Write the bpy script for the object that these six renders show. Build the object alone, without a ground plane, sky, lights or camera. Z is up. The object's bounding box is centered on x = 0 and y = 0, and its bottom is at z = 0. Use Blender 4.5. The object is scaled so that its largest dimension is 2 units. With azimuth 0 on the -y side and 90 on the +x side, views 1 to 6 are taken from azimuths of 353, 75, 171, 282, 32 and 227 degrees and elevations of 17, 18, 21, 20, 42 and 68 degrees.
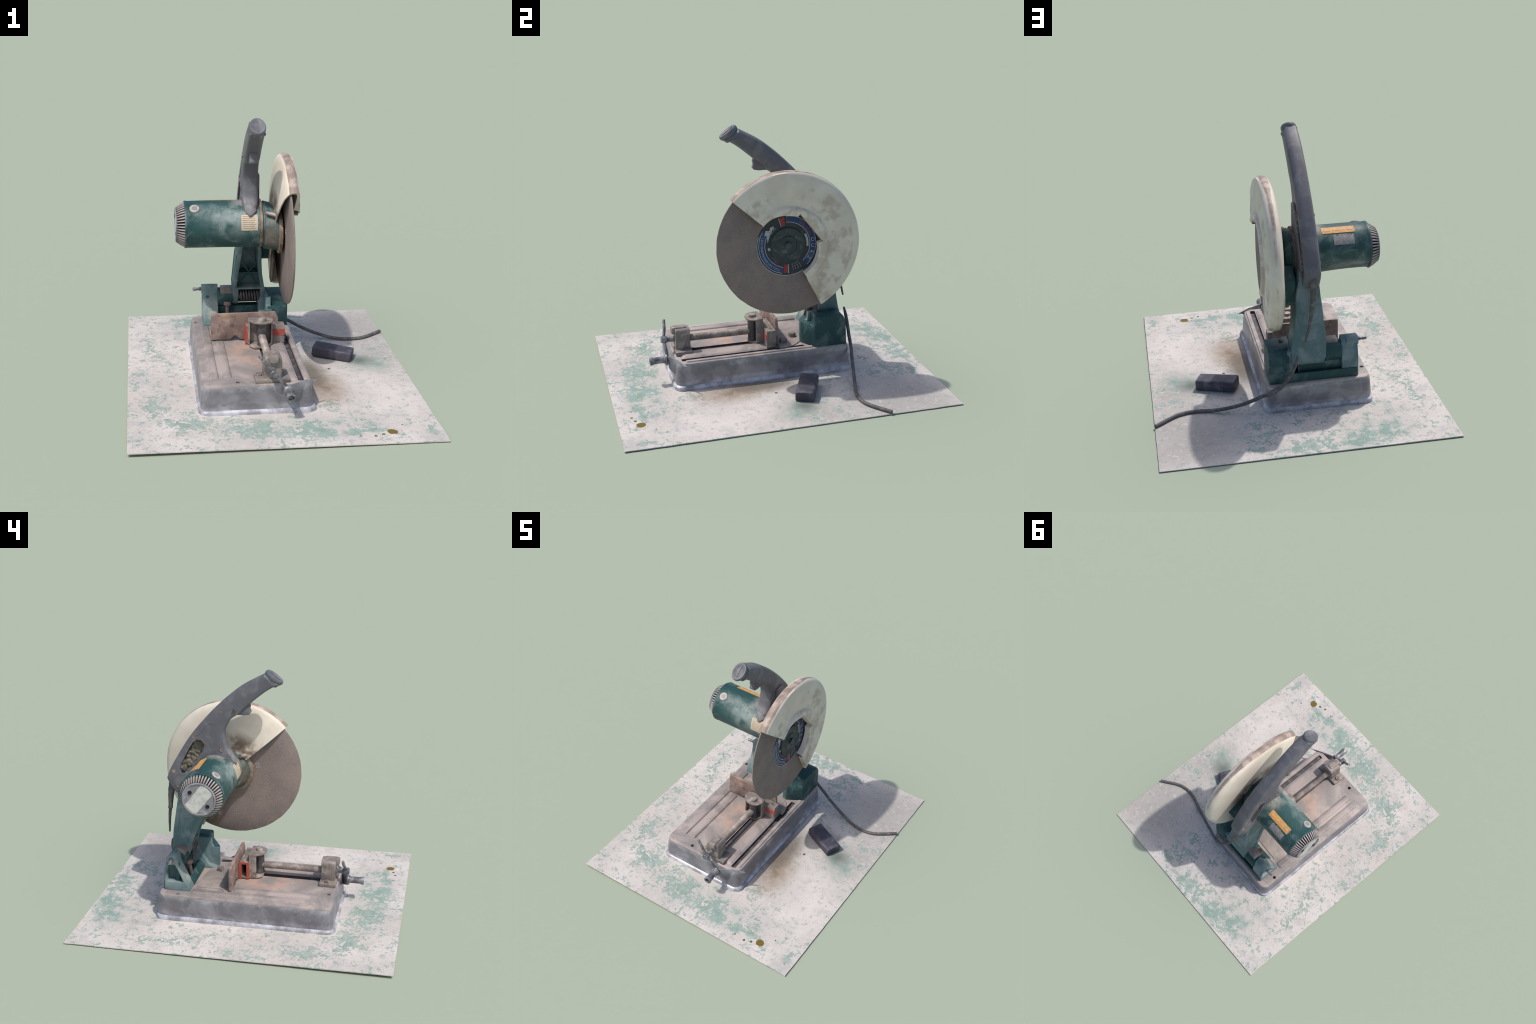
import bpy, bmesh, math, random
from mathutils import Vector, Matrix, noise

random.seed(7)
scene = bpy.context.scene
for o in list(bpy.data.objects):
    bpy.data.objects.remove(o)

# ------------------------------------------------------------------ materials
class Mat:
    """Small wrapper that builds a node material on Object coordinates."""
    def __init__(self, name):
        self.m = bpy.data.materials.new(name)
        self.m.use_nodes = True
        self.t = self.m.node_tree
        self.b = self.t.nodes["Principled BSDF"]
        self.tc = self.t.nodes.new("ShaderNodeTexCoord")
        self.co = self.tc.outputs["Object"]
    def n(self, kind, **inp):
        nd = self.t.nodes.new(kind)
        for k, v in inp.items():
            self.put(nd.inputs[k.replace("_", " ")], v)
        return nd
    def put(self, sock, v):
        if isinstance(v, bpy.types.NodeSocket):
            self.t.links.new(v, sock)
        elif isinstance(v, (tuple, list)) and len(v) == 3 and sock.type == "RGBA":
            sock.default_value = (*v, 1)
        else:
            sock.default_value = v
    def noise(self, scale, detail=4, rough=0.55, stretch=None, offset=0.0, dist=0.0):
        co = self.co
        if stretch or offset:
            mp = self.n("ShaderNodeMapping")
            self.put(mp.inputs["Vector"], co)
            mp.inputs["Scale"].default_value = stretch or (1, 1, 1)
            mp.inputs["Location"].default_value = (offset, offset * .7, offset * .3)
            co = mp.outputs[0]
        nd = self.n("ShaderNodeTexNoise", Scale=scale, Detail=detail, Roughness=rough, Distortion=dist)
        self.put(nd.inputs["Vector"], co)
        return nd.outputs["Fac"]
    def ramp(self, fac, lo, hi, a=0.0, b=1.0):
        nd = self.n("ShaderNodeMapRange")
        nd.interpolation_type = "SMOOTHSTEP"
        self.put(nd.inputs["Value"], fac)
        nd.inputs["From Min"].default_value = lo
        nd.inputs["From Max"].default_value = hi
        nd.inputs["To Min"].default_value = a
        nd.inputs["To Max"].default_value = b
        return nd.outputs["Result"]
    def math(self, op, a, b=0.0):
        nd = self.t.nodes.new("ShaderNodeMath")
        nd.operation = op
        self.put(nd.inputs[0], a)
        self.put(nd.inputs[1], b)
        return nd.outputs[0]
    def mix(self, fac, a, b):
        nd = self.t.nodes.new("ShaderNodeMix")
        nd.data_type = "RGBA"
        self.put(nd.inputs[0], fac)
        self.put(nd.inputs[6], a)
        self.put(nd.inputs[7], b)
        return nd.outputs[2]
    def blob(self, c, r, soft=0.0):
        """Smooth spot: 1 at centre c falling to 0 at the radii r (ellipsoid)."""
        mp = self.n("ShaderNodeVectorMath")
        mp.operation = "SUBTRACT"
        self.put(mp.inputs[0], self.co)
        mp.inputs[1].default_value = c
        sc = self.n("ShaderNodeVectorMath")
        sc.operation = "MULTIPLY"
        self.put(sc.inputs[0], mp.outputs[0])
        sc.inputs[1].default_value = tuple(1 / v for v in r)
        ln = self.n("ShaderNodeVectorMath")
        ln.operation = "LENGTH"
        self.put(ln.inputs[0], sc.outputs[0])
        return self.ramp(ln.outputs["Value"], soft, 1.0, 1.0, 0.0)
    def total(self, parts):
        s = parts[0]
        for p in parts[1:]:
            s = self.math("MAXIMUM", s, p)
        return s
    def finish(self, col, rough=0.6, metal=0.0, bump=None, strength=0.3, dist=0.004, spec=0.35):
        self.put(self.b.inputs["Base Color"], col)
        self.put(self.b.inputs["Roughness"], rough)
        self.b.inputs["Metallic"].default_value = metal
        self.b.inputs["Specular IOR Level"].default_value = spec
        if bump is not None:
            bp = self.n("ShaderNodeBump", Strength=strength, Distance=dist)
            self.put(bp.inputs["Height"], bump)
            self.t.links.new(bp.outputs[0], self.b.inputs["Normal"])
        return self.m


def worn(name, base, dust, amount=0.5, scale=9, dark=None, rough=0.6, metal=0.0, spots=(), spec=0.35, fine=120, bump=0.25):
    """Worn painted surface: base coat, cloudy dust, dark stains, local spots (centre, radii, colour, strength)."""
    m = Mat(name)
    cloud = m.noise(scale, 6, 0.6, dist=0.4)
    col = m.mix(m.ramp(cloud, 0.62 - amount * 0.4, 0.86 - amount * 0.4), base, dust)
    if dark:
        col = m.mix(m.ramp(m.noise(scale * 1.7, 5, 0.6, offset=3.1), 0.5, 0.75, 0, .8), col, dark)
    for c, r, sc, st in spots:
        wob = m.ramp(m.noise(scale * 2, 4, 0.6, offset=5.0), 0.3, 0.62)
        col = m.mix(m.math("MULTIPLY", m.math("MULTIPLY", m.blob(c, r), wob), st), col, sc)
    grain = m.noise(fine, 3, 0.6)
    col = m.mix(m.ramp(grain, 0.45, 0.8, 0.0, 0.22), col, dust)
    return m.finish(col, rough, metal, grain, bump, 0.003, spec)


GREEN = worn("green_paint", (.016, .064, .064), (.16, .215, .215), .42, 7, rough=.5,
             spots=[((-.15, .08, .98), (.32, .12, .2), (.30, .36, .35), .8), ((.03, .09, .83), (.075, .17, .20), (.19, .125, .09), 1.0),
                    ((-.15, .2, 1.03), (.1, .12, .1), (.42, .37, .33), .7)])
TEAL = worn("dusty_teal_paint", (.095, .165, .175), (.21, .27, .285), .5, 8, rough=.6,
            spots=[((-.1, .42, .37), (.16, .1, .09), (.30, .27, .25), .9), ((-.3, .36, .28), (.12, .1, .14), (.40, .42, .38), .8)])
GREEN_DARK = worn("dark_green_paint", (.013, .055, .058), (.10, .155, .155), .35, 9, rough=.55)
HANDLE = worn("dark_grey_plastic", (.12, .12, .14), (.18, .18, .198), .42, 10, rough=.5,
              spots=[((-.1, .07, 1.05), (.1, .07, .1), (.42, .41, .40), .9), ((-.1, -.13, 1.545), (.08, .04, .03), (.02, .16, .13), .7),
                     ((-.16, .33, 1.1), (.05, .1, .1), (.32, .27, .24), .5)])
CAP_GREY = worn("end_cap_grey", (.22, .22, .235), (.36, .36, .385), .45, 20, rough=.45)
STEEL = None
def steel():
    m = Mat("worn_steel")
    cloud = m.noise(7, 7, 0.62, dist=.5)
    col = m.mix(m.ramp(cloud, .38, .66), (.23, .23, .255), (.44, .44, .485))
    col = m.mix(m.ramp(m.noise(16, 6, .65, offset=2), .55, .72, 0, .5), col, (.10, .10, .11))
    # handled walls: darker in the middle, rubbed lighter towards bead and rim
    sep = m.n("ShaderNodeSeparateXYZ")
    m.put(sep.inputs[0], m.co)
    wob = m.math("ADD", sep.outputs[2], m.math("MULTIPLY", m.math("SUBTRACT", m.noise(10, 6, .6, offset=5), .5), .09))
    mid = m.math("MULTIPLY", m.ramp(wob, .045, .075), m.ramp(wob, .135, .165, 1, 0))
    col = m.mix(m.math("MULTIPLY", mid, .45), col, (.125, .115, .125))
    sc = m.noise(60, 4, .7, stretch=(.35, .35, 3))
    col = m.mix(m.ramp(sc, .6, .75, 0, .5), col, (.52, .52, .56))
    return m.finish(col, .36, .4, sc, .12, .003)
STEEL = steel()
def edge_steel():
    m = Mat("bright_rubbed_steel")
    c = m.noise(14, 6, .6)
    col = m.mix(m.ramp(c, .35, .65), (.27, .27, .30), (.56, .56, .61))
    return m.finish(col, .4, .2, c, .1)
BRIGHT = edge_steel()
def bench():
    m = Mat("rusty_bench_top")
    c = m.noise(5, 7, .6, dist=.6)
    col = m.mix(m.ramp(c, .38, .64), (.245, .222, .214), (.40, .342, .32))
    col = m.mix(m.ramp(m.noise(9, 6, .65, offset=4), .5, .7, 0, .75), col, (.20, .19, .19))
    col = m.mix(m.math("MULTIPLY", m.blob((-.10, -.15, .18), (.22, .30, .2)), m.ramp(m.noise(8, 5, .6, offset=1), .35, .65)), col, (.50, .33, .25))
    st = m.noise(45, 5, .7, stretch=(3, .5, 1))
    col = m.mix(m.ramp(st, .55, .72, 0, .35), col, (.50, .43, .40))
    col = m.mix(m.ramp(m.noise(70, 5, .7), .62, .7, 0, .5), col, (.12, .09, .08))
    return m.finish(col, .6, .1, st, .15, .003)
BENCH = bench()
VISE = worn("dusty_vise_steel", (.21, .18, .165), (.38, .33, .30), .5, 14, dark=(.10, .085, .08), rough=.55, metal=.15)
RUST = worn("rusted_steel", (.20, .145, .13), (.34, .25, .215), .5, 12, dark=(.09, .06, .05), rough=.7,
            spots=[((-.22, .07, .335), (.16, .04, .022), (.24, .155, .09), .9)])
DARKIRON = worn("dark_iron", (.075, .07, .075), (.17, .15, .145), .4, 18, rough=.5, metal=.2)
RODSTEEL = worn("grey_rod_steel", (.12, .12, .135), (.33, .325, .335), .5, 25, rough=.4, metal=.35)
RED = worn("chipped_red_paint", (.42, .06, .04), (.30, .13, .10), .45, 30, dark=(.25, .12, .1), rough=.6)
def guard_mat():
    m = Mat("ivory_guard_paint")
    c = m.noise(5, 6, .6, dist=.4)
    col = m.mix(m.ramp(c, .35, .65), (.68, .605, .51), (.77, .705, .61))
    col = m.mix(m.ramp(m.noise(11, 6, .65, offset=6), .56, .78, 0, .3), col, (.50, .45, .37))
    # rubbed bare rim and grimy hub side
    sep = m.n("ShaderNodeSeparateXYZ")
    m.put(sep.inputs[0], m.co)
    dy = m.math("SUBTRACT", sep.outputs[1], .14)
    dz = m.math("SUBTRACT", sep.outputs[2], .857)
    r = m.math("SQRT", m.math("ADD", m.math("MULTIPLY", dy, dy), m.math("MULTIPLY", dz, dz)))
    rr = m.math("ADD", r, m.math("MULTIPLY", m.math("SUBTRACT", m.noise(9, 5, .6), .5), .008))
    rim = m.ramp(rr, .4585, .4625)
    col = m.mix(m.math("MULTIPLY", rim, .9), col, m.mix(m.ramp(m.noise(14, 5), .4, .62), (.22, .165, .14), (.46, .36, .31)))
    hub = m.math("MULTIPLY", m.ramp(rr, .20, .30, 1, 0), m.ramp(m.noise(12, 5, .6, offset=2), .35, .6))
    hub = m.math("MULTIPLY", hub, m.ramp(sep.outputs[0], .07, .12, 1, 0))
    col = m.mix(hub, col, (.22, .165, .125))
    inner = m.math("MULTIPLY", m.ramp(sep.outputs[0], .155, .16), m.ramp(m.noise(10, 4, .6, offset=8), .45, .6))
    col = m.mix(m.math("MULTIPLY", inner, .4), col, (.24, .17, .13))
    col = m.mix(m.math("MULTIPLY", m.blob((.13, .33, .5), (.1, .2, .15)), m.ramp(m.noise(14, 5, .6), .4, .6)), col, (.42, .36, .26))
    return m.finish(col, .5, 0, c, .1)
GUARD = guard_mat()
def blade_mat():
    m = Mat("abrasive_disc")
    g = m.noise(140, 3, .7)
    c = m.noise(4, 5, .6)
    col = m.mix(m.ramp(c, .35, .68), (.20, .165, .16), (.27, .215, .195))
    col = m.mix(m.ramp(g, .48, .72, 0, .6), col, (.36, .30, .27))
    col = m.mix(m.ramp(m.noise(90, 4, .7, offset=3), .58, .7, 0, .6), col, (.11, .085, .08))
    return m.finish(col, .85, 0, g, .5, .003, .2)
BLADE = blade_mat()
LABEL = worn("disc_paper_label", (.035, .04, .05), (.09, .09, .10), .3, 20, rough=.6)
BLUE = worn("blue_print", (.022, .05, .16), (.08, .10, .17), .35, 30, rough=.6)
PRINT_RED = worn("red_print", (.33, .035, .035), (.2, .06, .06), .3, 40, rough=.6)
PRINT_WHITE = worn("pale_print", (.42, .44, .44), (.25, .26, .27), .4, 60, rough=.6)
FLANGE = worn("dark_clamp_flange", (.04, .052, .056), (.11, .12, .12), .35, 25, rough=.5, metal=.2)
GRIME = worn("grimy_housing", (.15, .105, .08), (.34, .26, .21), .5, 12, dark=(.05, .04, .035), rough=.7)
CABLE = worn("grey_rubber_cable", (.10, .097, .10), (.20, .18, .165), .4, 30, rough=.7)
BLOCK = worn("dark_block", (.055, .052, .07), (.12, .115, .14), .4, 14, rough=.55)
YELLOW = worn("orange_sticker", (.66, .34, .075), (.50, .27, .14), .4, 30, dark=(.36, .17, .1), rough=.55)
YELLOWPRINT = worn("faded_sticker_print", (.62, .42, .22), (.5, .3, .16), .45, 60, rough=.6)
PAPER = worn("cream_label", (.58, .49, .38), (.46, .40, .33), .4, 40, rough=.6)
PAPERGREY = worn("worn_grey_label", (.27, .25, .25), (.36, .33, .32), .5, 40, dark=(.12, .12, .12), rough=.6)
SUNLIT = worn("pale_sunlit_band", (.60, .60, .56), (.44, .44, .43), .5, 30, rough=.5)  # sunlight baked onto the end cap, put into a pale colour
INK = worn("faded_ink", (.38, .32, .25), (.40, .34, .27), .4, 60, rough=.6)
BRUSH = worn("brush_cap_plastic", (.45, .40, .36), (.33, .30, .28), .4, 40, rough=.5)
VENT = worn("vent_ridges", (.18, .165, .165), (.36, .32, .315), .5, 25, rough=.55)
BLACK = worn("near_black", (.012, .014, .016), (.03, .03, .03), .2, 20, rough=.8)  # near-black colour for solid surfaces, nothing is hollowed out
DEBRIS = worn("swarf_filled_hollow", (.15, .135, .105), (.26, .235, .20), .5, 22, dark=(.075, .066, .055), rough=.9)

def ground_mat():
    m = Mat("painted_concrete")
    big = m.noise(2.2, 5, .55, dist=.3)
    col = m.mix(m.ramp(big, .35, .65), (.50, .47, .445), (.61, .57, .54))
    col = m.mix(m.ramp(m.noise(7, 6, .62, offset=9), .5, .68, 0, .55), col, (.40, .39, .38))
    col = m.mix(m.ramp(m.noise(4.5, 6, .6, offset=12), .56, .7, 0, .6), col, (.57, .48, .44))
    # greyer, beiger right side and corner: baked shadow painted into the concrete colour
    col = m.mix(m.math("MULTIPLY", m.blob((.75, .72, 0), (.5, .42, 1), .3), .75), col, (.345, .325, .305))
    col = m.mix(m.math("MULTIPLY", m.blob((.72, .12, 0), (.35, .45, 1), .1), .6), col, (.33, .315, .29))
    # chipped green paint: density blobs cut by a crisp chip noise
    dens = m.total([
        m.math("MULTIPLY", m.blob((.42, -.83, 0), (.27, .16, 1)), .95), m.math("MULTIPLY", m.blob((.15, -.82, 0), (.34, .25, 1)), 1.0),
        m.math("MULTIPLY", m.blob((-.18, -.78, 0), (.36, .26, 1)), 1.0), m.math("MULTIPLY", m.blob((-.5, -.70, 0), (.36, .28, 1)), .95),
        m.math("MULTIPLY", m.blob((-.72, -.45, 0), (.25, .4, 1)), .8), m.math("MULTIPLY", m.blob((.0, .92, 0), (.35, .2, 1)), 1.0),
        m.math("MULTIPLY", m.blob((-.36, .88, 0), (.4, .2, 1)), .95), m.math("MULTIPLY", m.blob((-.66, .3, 0), (.3, .6, 1)), .62),
        m.math("MULTIPLY", m.blob((.25, .8, 0), (.3, .4, 1)), .75), m.math("MULTIPLY", m.blob((.4, -.55, 0), (.35, .3, 1)), .62), .38])
    bare = m.total([m.blob((.62, -.30, 0), (.34, .55, 1), .3), m.blob((.75, .75, 0), (.45, .4, 1), .3)])
    dens = m.math("SUBTRACT", dens, m.math("MULTIPLY", bare, .34))
    chip = m.noise(12, 9, .72, dist=.2)
    mid = m.noise(42, 6, .72, offset=2)
    lvl = m.math("ADD", m.math("MULTIPLY", dens, .37), m.math("ADD", m.math("MULTIPLY", m.math("SUBTRACT", chip, .5), 1.35), m.math("MULTIPLY", m.math("SUBTRACT", mid, .5), 1.15)))
    chips = m.ramp(lvl, .225, .285)
    gcol = m.mix(m.ramp(m.noise(24, 5, .6), .3, .7), (.17, .265, .225), (.31, .40, .36))
    col = m.mix(m.math("MULTIPLY", chips, .88), col, gcol)
    # grey scuffs and bare pale scabs between the chips
    scuff = m.noise(30, 8, .75, offset=15, dist=.3)
    col = m.mix(m.ramp(scuff, .54, .63, 0, .55), col, (.27, .285, .275))
    pale = m.noise(26, 8, .75, offset=21)
    col = m.mix(m.ramp(pale, .55, .64, 0, .65), col, (.60, .56, .54))
    # soft washed green film
    film = m.total([m.blob((-.42, .84, 0), (.3, .17, 1)), m.blob((-.25, .93, 0), (.24, .13, 1)), m.blob((.66, .03, 0), (.2, .16, 1)), m.math("MULTIPLY", m.blob((.1, -.8, 0), (.5, .2, 1)), .5)])
    col = m.mix(m.math("MULTIPLY", m.math("MULTIPLY", film, m.ramp(m.noise(12, 5, .6), .3, .62)), .75), col, (.20, .31, .27))
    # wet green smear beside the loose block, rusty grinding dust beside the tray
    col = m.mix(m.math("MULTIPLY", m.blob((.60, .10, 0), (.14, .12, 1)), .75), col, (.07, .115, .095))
    rust = m.math("MULTIPLY", m.blob((.31, -.28, 0), (.19, .34, 1)), m.ramp(m.noise(6, 5, .55), .25, .55))
    col = m.mix(m.math("MULTIPLY", rust, .85), col, (.25, .175, .115))
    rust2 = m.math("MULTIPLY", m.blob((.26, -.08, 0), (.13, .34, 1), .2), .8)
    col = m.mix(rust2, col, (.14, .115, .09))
    # pits and specks
    sp = m.noise(85, 4, .75, offset=4)
    col = m.mix(m.ramp(sp, .58, .68, 0, .55), col, (.24, .25, .235))
    # olive spot and mossy dots
    for c, r, k in (((.568, -.872, 0), .034, (.16, .115, .03)), ((.512, -.897, 0), .012, (.06, .14, .05)), ((.466, -.913, 0), .011, (.15, .11, .06)),
                    ((.641, -.795, 0), .007, (.15, .13, .12)), ((.387, -.905, 0), .008, (.16, .15, .12)), ((.385, -.02, 0), .012, (.12, .10, .085))):
        wob = m.blob(c, (r, r, 1), .55)
        col = m.mix(m.ramp(m.math("MULTIPLY", wob, m.ramp(m.noise(45, 5, .65), .3, .6, .35, 1.6)), .25, .5), col, k)
    h = m.math("ADD", m.math("MULTIPLY", chips, .3), sp)
    return m.finish(col, .85, 0, h, .25, .003, .2)
CONCRETE = ground_mat()

# ------------------------------------------------------------------ geometry helpers
def thing(name, label, category, loc):
    e = bpy.data.objects.new(name, None)
    e.location = loc
    e.empty_display_size = .05
    scene.collection.objects.link(e)
    e["label"] = label
    e["category"] = category
    return e

def obj(name, bm, mat, parent, angle=35, kind=None):
    bmesh.ops.recalc_face_normals(bm, faces=bm.faces[:])
    me = bpy.data.meshes.new(name)
    bm.to_mesh(me)
    bm.free()
    me.shade_smooth()
    me.set_sharp_from_angle(angle=math.radians(angle))
    o = bpy.data.objects.new(name, me)
    scene.collection.objects.link(o)
    if mat:
        me.materials.append(mat)
    if parent:
        adopt(o, parent)
    if kind:
        o["kind"] = kind
    return o

def adopt(o, parent):
    o.parent = parent
    # meshes keep the world origin; only the empty at the base carries an offset
    o.matrix_parent_inverse = Matrix.Translation(-parent.location) if parent.type == "EMPTY" else Matrix()

def bake(o, angle=35):
    """Apply an object's modifiers."""
    dg = bpy.context.evaluated_depsgraph_get()
    me = bpy.data.meshes.new_from_object(o.evaluated_get(dg))
    old = o.data
    o.modifiers.clear()
    o.data = me
    me.name = old.name
    bpy.data.meshes.remove(old)
    me.shade_smooth()
    me.set_sharp_from_angle(angle=math.radians(angle))
    return o

def bevel(o, w, seg=2, angle=40, sharp=35):
    md = o.modifiers.new("b", "BEVEL")
    md.width = w
    md.segments = seg
    md.limit_method = "ANGLE"
    md.angle_limit = math.radians(angle)
    return bake(o, sharp)

def cut(o, cutters, angle=35):
    for bm in cutters:
        c = obj("cutter", bm, None, None)
        md = o.modifiers.new("c", "BOOLEAN")
        md.operation = "DIFFERENCE"
        md.object = c
        md.solver = "EXACT"
        bake(o, angle)
        me = c.data
        bpy.data.objects.remove(c)
        bpy.data.meshes.remove(me)
    return o

def loft(rings, closed=True, cap=True, bm=None):
    bm = bm or bmesh.new()
    vs = [[bm.verts.new(p) for p in r] for r in rings]
    n = len(rings[0])
    for a, b in zip(vs, vs[1:]):
        for i in range(n if closed else n - 1):
            j = (i + 1) % n
            bm.faces.new((a[i], a[j], b[j], b[i]))
    if cap:
        bm.faces.new(vs[0])
        bm.faces.new(vs[-1])
    return bm

def box(x0, x1, y0, y1, z0, z1, bm=None):
    return loft([[(x0, y0, z), (x1, y0, z), (x1, y1, z), (x0, y1, z)] for z in (z0, z1)], bm=bm)

def prism(poly, x0, x1, axis=0, bm=None):
    """Extrude a polygon along an axis: poly holds the two other coordinates in order."""
    def put(p, a):
        q = list(p)
        q.insert(axis, a)
        return tuple(q)
    return loft([[put(p, x0) for p in poly], [put(p, x1) for p in poly]], bm=bm)

def rrect(x0, x1, y0, y1, r, z, n=6):
    out = []
    for cx, cy, a in ((x1 - r, y1 - r, 0), (x0 + r, y1 - r, 90), (x0 + r, y0 + r, 180), (x1 - r, y0 + r, 270)):
        for i in range(n + 1):
            t = math.radians(a + 90 * i / n)
            out.append((cx + r * math.cos(t), cy + r * math.sin(t), z))
    return out

def frame(d):
    d = Vector(d).normalized()
    up = Vector((0, 0, 1)) if abs(d.z) < .9 else Vector((1, 0, 0))
    a = d.cross(up).normalized()
    return a, d.cross(a).normalized()

def rod(p, q, r0, r1=None, n=20, bm=None, prof=None):
    """Round bar from p to q; prof is a list of (t, radius) along it."""
    p, q = Vector(p), Vector(q)
    a, b = frame(q - p)
    prof = prof or [(0, r0), (1, r1 if r1 is not None else r0)]
    rings = [[tuple(p.lerp(q, t) + r * (math.cos(k * math.tau / n) * a + math.sin(k * math.tau / n) * b)) for k in range(n)] for t, r in prof]
    return loft(rings, bm=bm)

def spline(pts, sub=8, closed=False):
    pts = [Vector(p) for p in pts]
    n, out = len(pts), []
    rng = range(n if closed else n - 1)
    for i in rng:
        g = (lambda k: pts[k % n]) if closed else (lambda k: pts[min(max(k, 0), n - 1)])
        p0, p1, p2, p3 = g(i - 1), g(i), g(i + 1), g(i + 2)
        for s in range(sub):
            t = s / sub
            out.append(.5 * (2 * p1 + (p2 - p0) * t + (2 * p0 - 5 * p1 + 4 * p2 - p3) * t * t + (3 * p1 - p0 - 3 * p2 + p3) * t ** 3))
    if not closed:
        out.append(pts[-1])
    return out

def tube(pts, radius, n=12, bm=None, jit=0.0):
    """Tube along points, radius a number or a function of t."""
    pts = [Vector(p) for p in pts]
    f = radius if callable(radius) else (lambda t: radius)
    rings, a = [], None
    for i, p in enumerate(pts):
        d = (pts[min(i + 1, len(pts) - 1)] - pts[max(i - 1, 0)]).normalized()
        a = frame(d)[0] if a is None else (a - a.dot(d) * d).normalized()
        b = d.cross(a)
        r = f(i / (len(pts) - 1))
        rings.append([tuple(p + r * (1 + jit * noise.noise(p * 40 + Vector((k, 0, 0)))) * (math.cos(k * math.tau / n) * a + math.sin(k * math.tau / n) * b)) for k in range(n)])
    return loft(rings, bm=bm)

def hexhead(c, r, h, axis=2, n=6, bm=None, turn=0.2):
    ring = lambda rr, t: [(c[0] + (0 if axis == 0 else rr * math.cos(k * math.tau / n + turn)),
                           c[1] + (rr * math.cos(k * math.tau / n + turn) if axis == 0 else (0 if axis == 1 else rr * math.sin(k * math.tau / n + turn))),
                           c[2] + (rr * math.sin(k * math.tau / n + turn) if axis != 2 else 0)) for k in range(n)]
    def at(rr, t):
        out = []
        for p in ring(rr, 0):
            q = list(p)
            q[axis] += t
            out.append(tuple(q))
        return out
    return loft([at(r, 0), at(r, h * .8), at(r * .85, h)], bm=bm)

def xdisc(c, prof, n=48, bm=None):
    """Turned part on an axis along x: prof = [(x, radius)...]."""
    return loft([[(x, c[0] + r * math.cos(k * math.tau / n), c[1] + r * math.sin(k * math.tau / n)) for k in range(n)] for x, r in prof], bm=bm)

def roughen(o, amp, scale, seed=0):
    for v in o.data.vertices:
        p = v.co * scale + Vector((seed, seed * 2, 0))
        v.co += Vector((noise.noise(p), noise.noise(p + Vector((9, 0, 0))), noise.noise(p + Vector((0, 9, 0))))) * amp
    o.data.update()

# ------------------------------------------------------------------ ground patch
bm = bmesh.new()
NX, NY = 68, 80
def gz(x, y):
    u, v = (x + .8475) / 1.695, (y + 1) / 2
    base = (1 - u) * (.0205 * (1 - v) + .0065 * v) + u * (.0065 * (1 - v) + .0045 * v)
    return base + .0012 * noise.noise(Vector((x * 5, y * 5, 0)))
top, bot = [], []
for j in range(NY + 1):
    rt, rb = [], []
    for i in range(NX + 1):
        x, y = -.8465 + 1.695 * i / NX, -1 + 2 * j / NY
        if i in (0, NX):
            x += .0022 * noise.noise(Vector((y * 14, i, 3)))
        if j in (0, NY) and 0 < i < NX:
            y -= math.copysign(.0015 * abs(noise.noise(Vector((x * 14, j, 7)))), y)
        z = gz(x, y)
        rt.append(bm.verts.new((x, y, z)))
        rb.append(bm.verts.new((x, y, max(0, z - .0055))))
    top.append(rt)
    bot.append(rb)
for j in range(NY):
    for i in range(NX):
        bm.faces.new((top[j][i], top[j][i + 1], top[j + 1][i + 1], top[j + 1][i]))
        bm.faces.new((bot[j][i], bot[j + 1][i], bot[j + 1][i + 1], bot[j][i + 1]))
for i in range(NX):
    bm.faces.new((top[0][i], bot[0][i], bot[0][i + 1], top[0][i + 1]))
    bm.faces.new((top[NY][i], top[NY][i + 1], bot[NY][i + 1], bot[NY][i]))
for j in range(NY):
    bm.faces.new((top[j][0], top[j + 1][0], bot[j + 1][0], bot[j][0]))
    bm.faces.new((top[j][NX], bot[j][NX], bot[j + 1][NX], top[j + 1][NX]))
lowest = min(v.co.z for v in bm.verts)
slab = obj("concrete_slab", bm, CONCRETE, None)
slab["label"] = "flat patch of worn concrete with chipped green paint"
slab["category"] = "concrete floor"

# ------------------------------------------------------------------ loose block
yaw = math.radians(156)
bm = bmesh.new()
L, Wd, H = .248, .114, .066
def octo(x, k=1.0):
    c = .009
    y, z = Wd / 2 * k, H / 2 * k
    return [(x, -y + c, -z), (x, y - c, -z), (x, y, -z + c), (x, y, z - c), (x, y - c, z), (x, -y + c, z), (x, -y, z - c), (x, -y, -z + c)]
loft([octo(-L / 2, .96), octo(-L / 2 + .006), octo(L / 2 - .006), octo(L / 2, .96)], bm=bm)
bmesh.ops.transform(bm, matrix=Matrix.Translation((.443, .160, .012 + H / 2)) @ Matrix.Rotation(yaw, 4, "Z") @ Matrix.Rotation(math.radians(-4), 4, "Y"), verts=bm.verts[:])
blk = obj("loose_block", bm, BLOCK, None, 30)
bevel(blk, .003, 2, 30)
blk["label"] = "short dark metal bar with chamfered edges"
blk["category"] = "metal block"

# ------------------------------------------------------------------ the saw
saw = thing("chop_saw", "worn green abrasive chop saw with grey handle and steel base", "power tool", (-.13, -.03, .008))

def group(name):
    return saw

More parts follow.
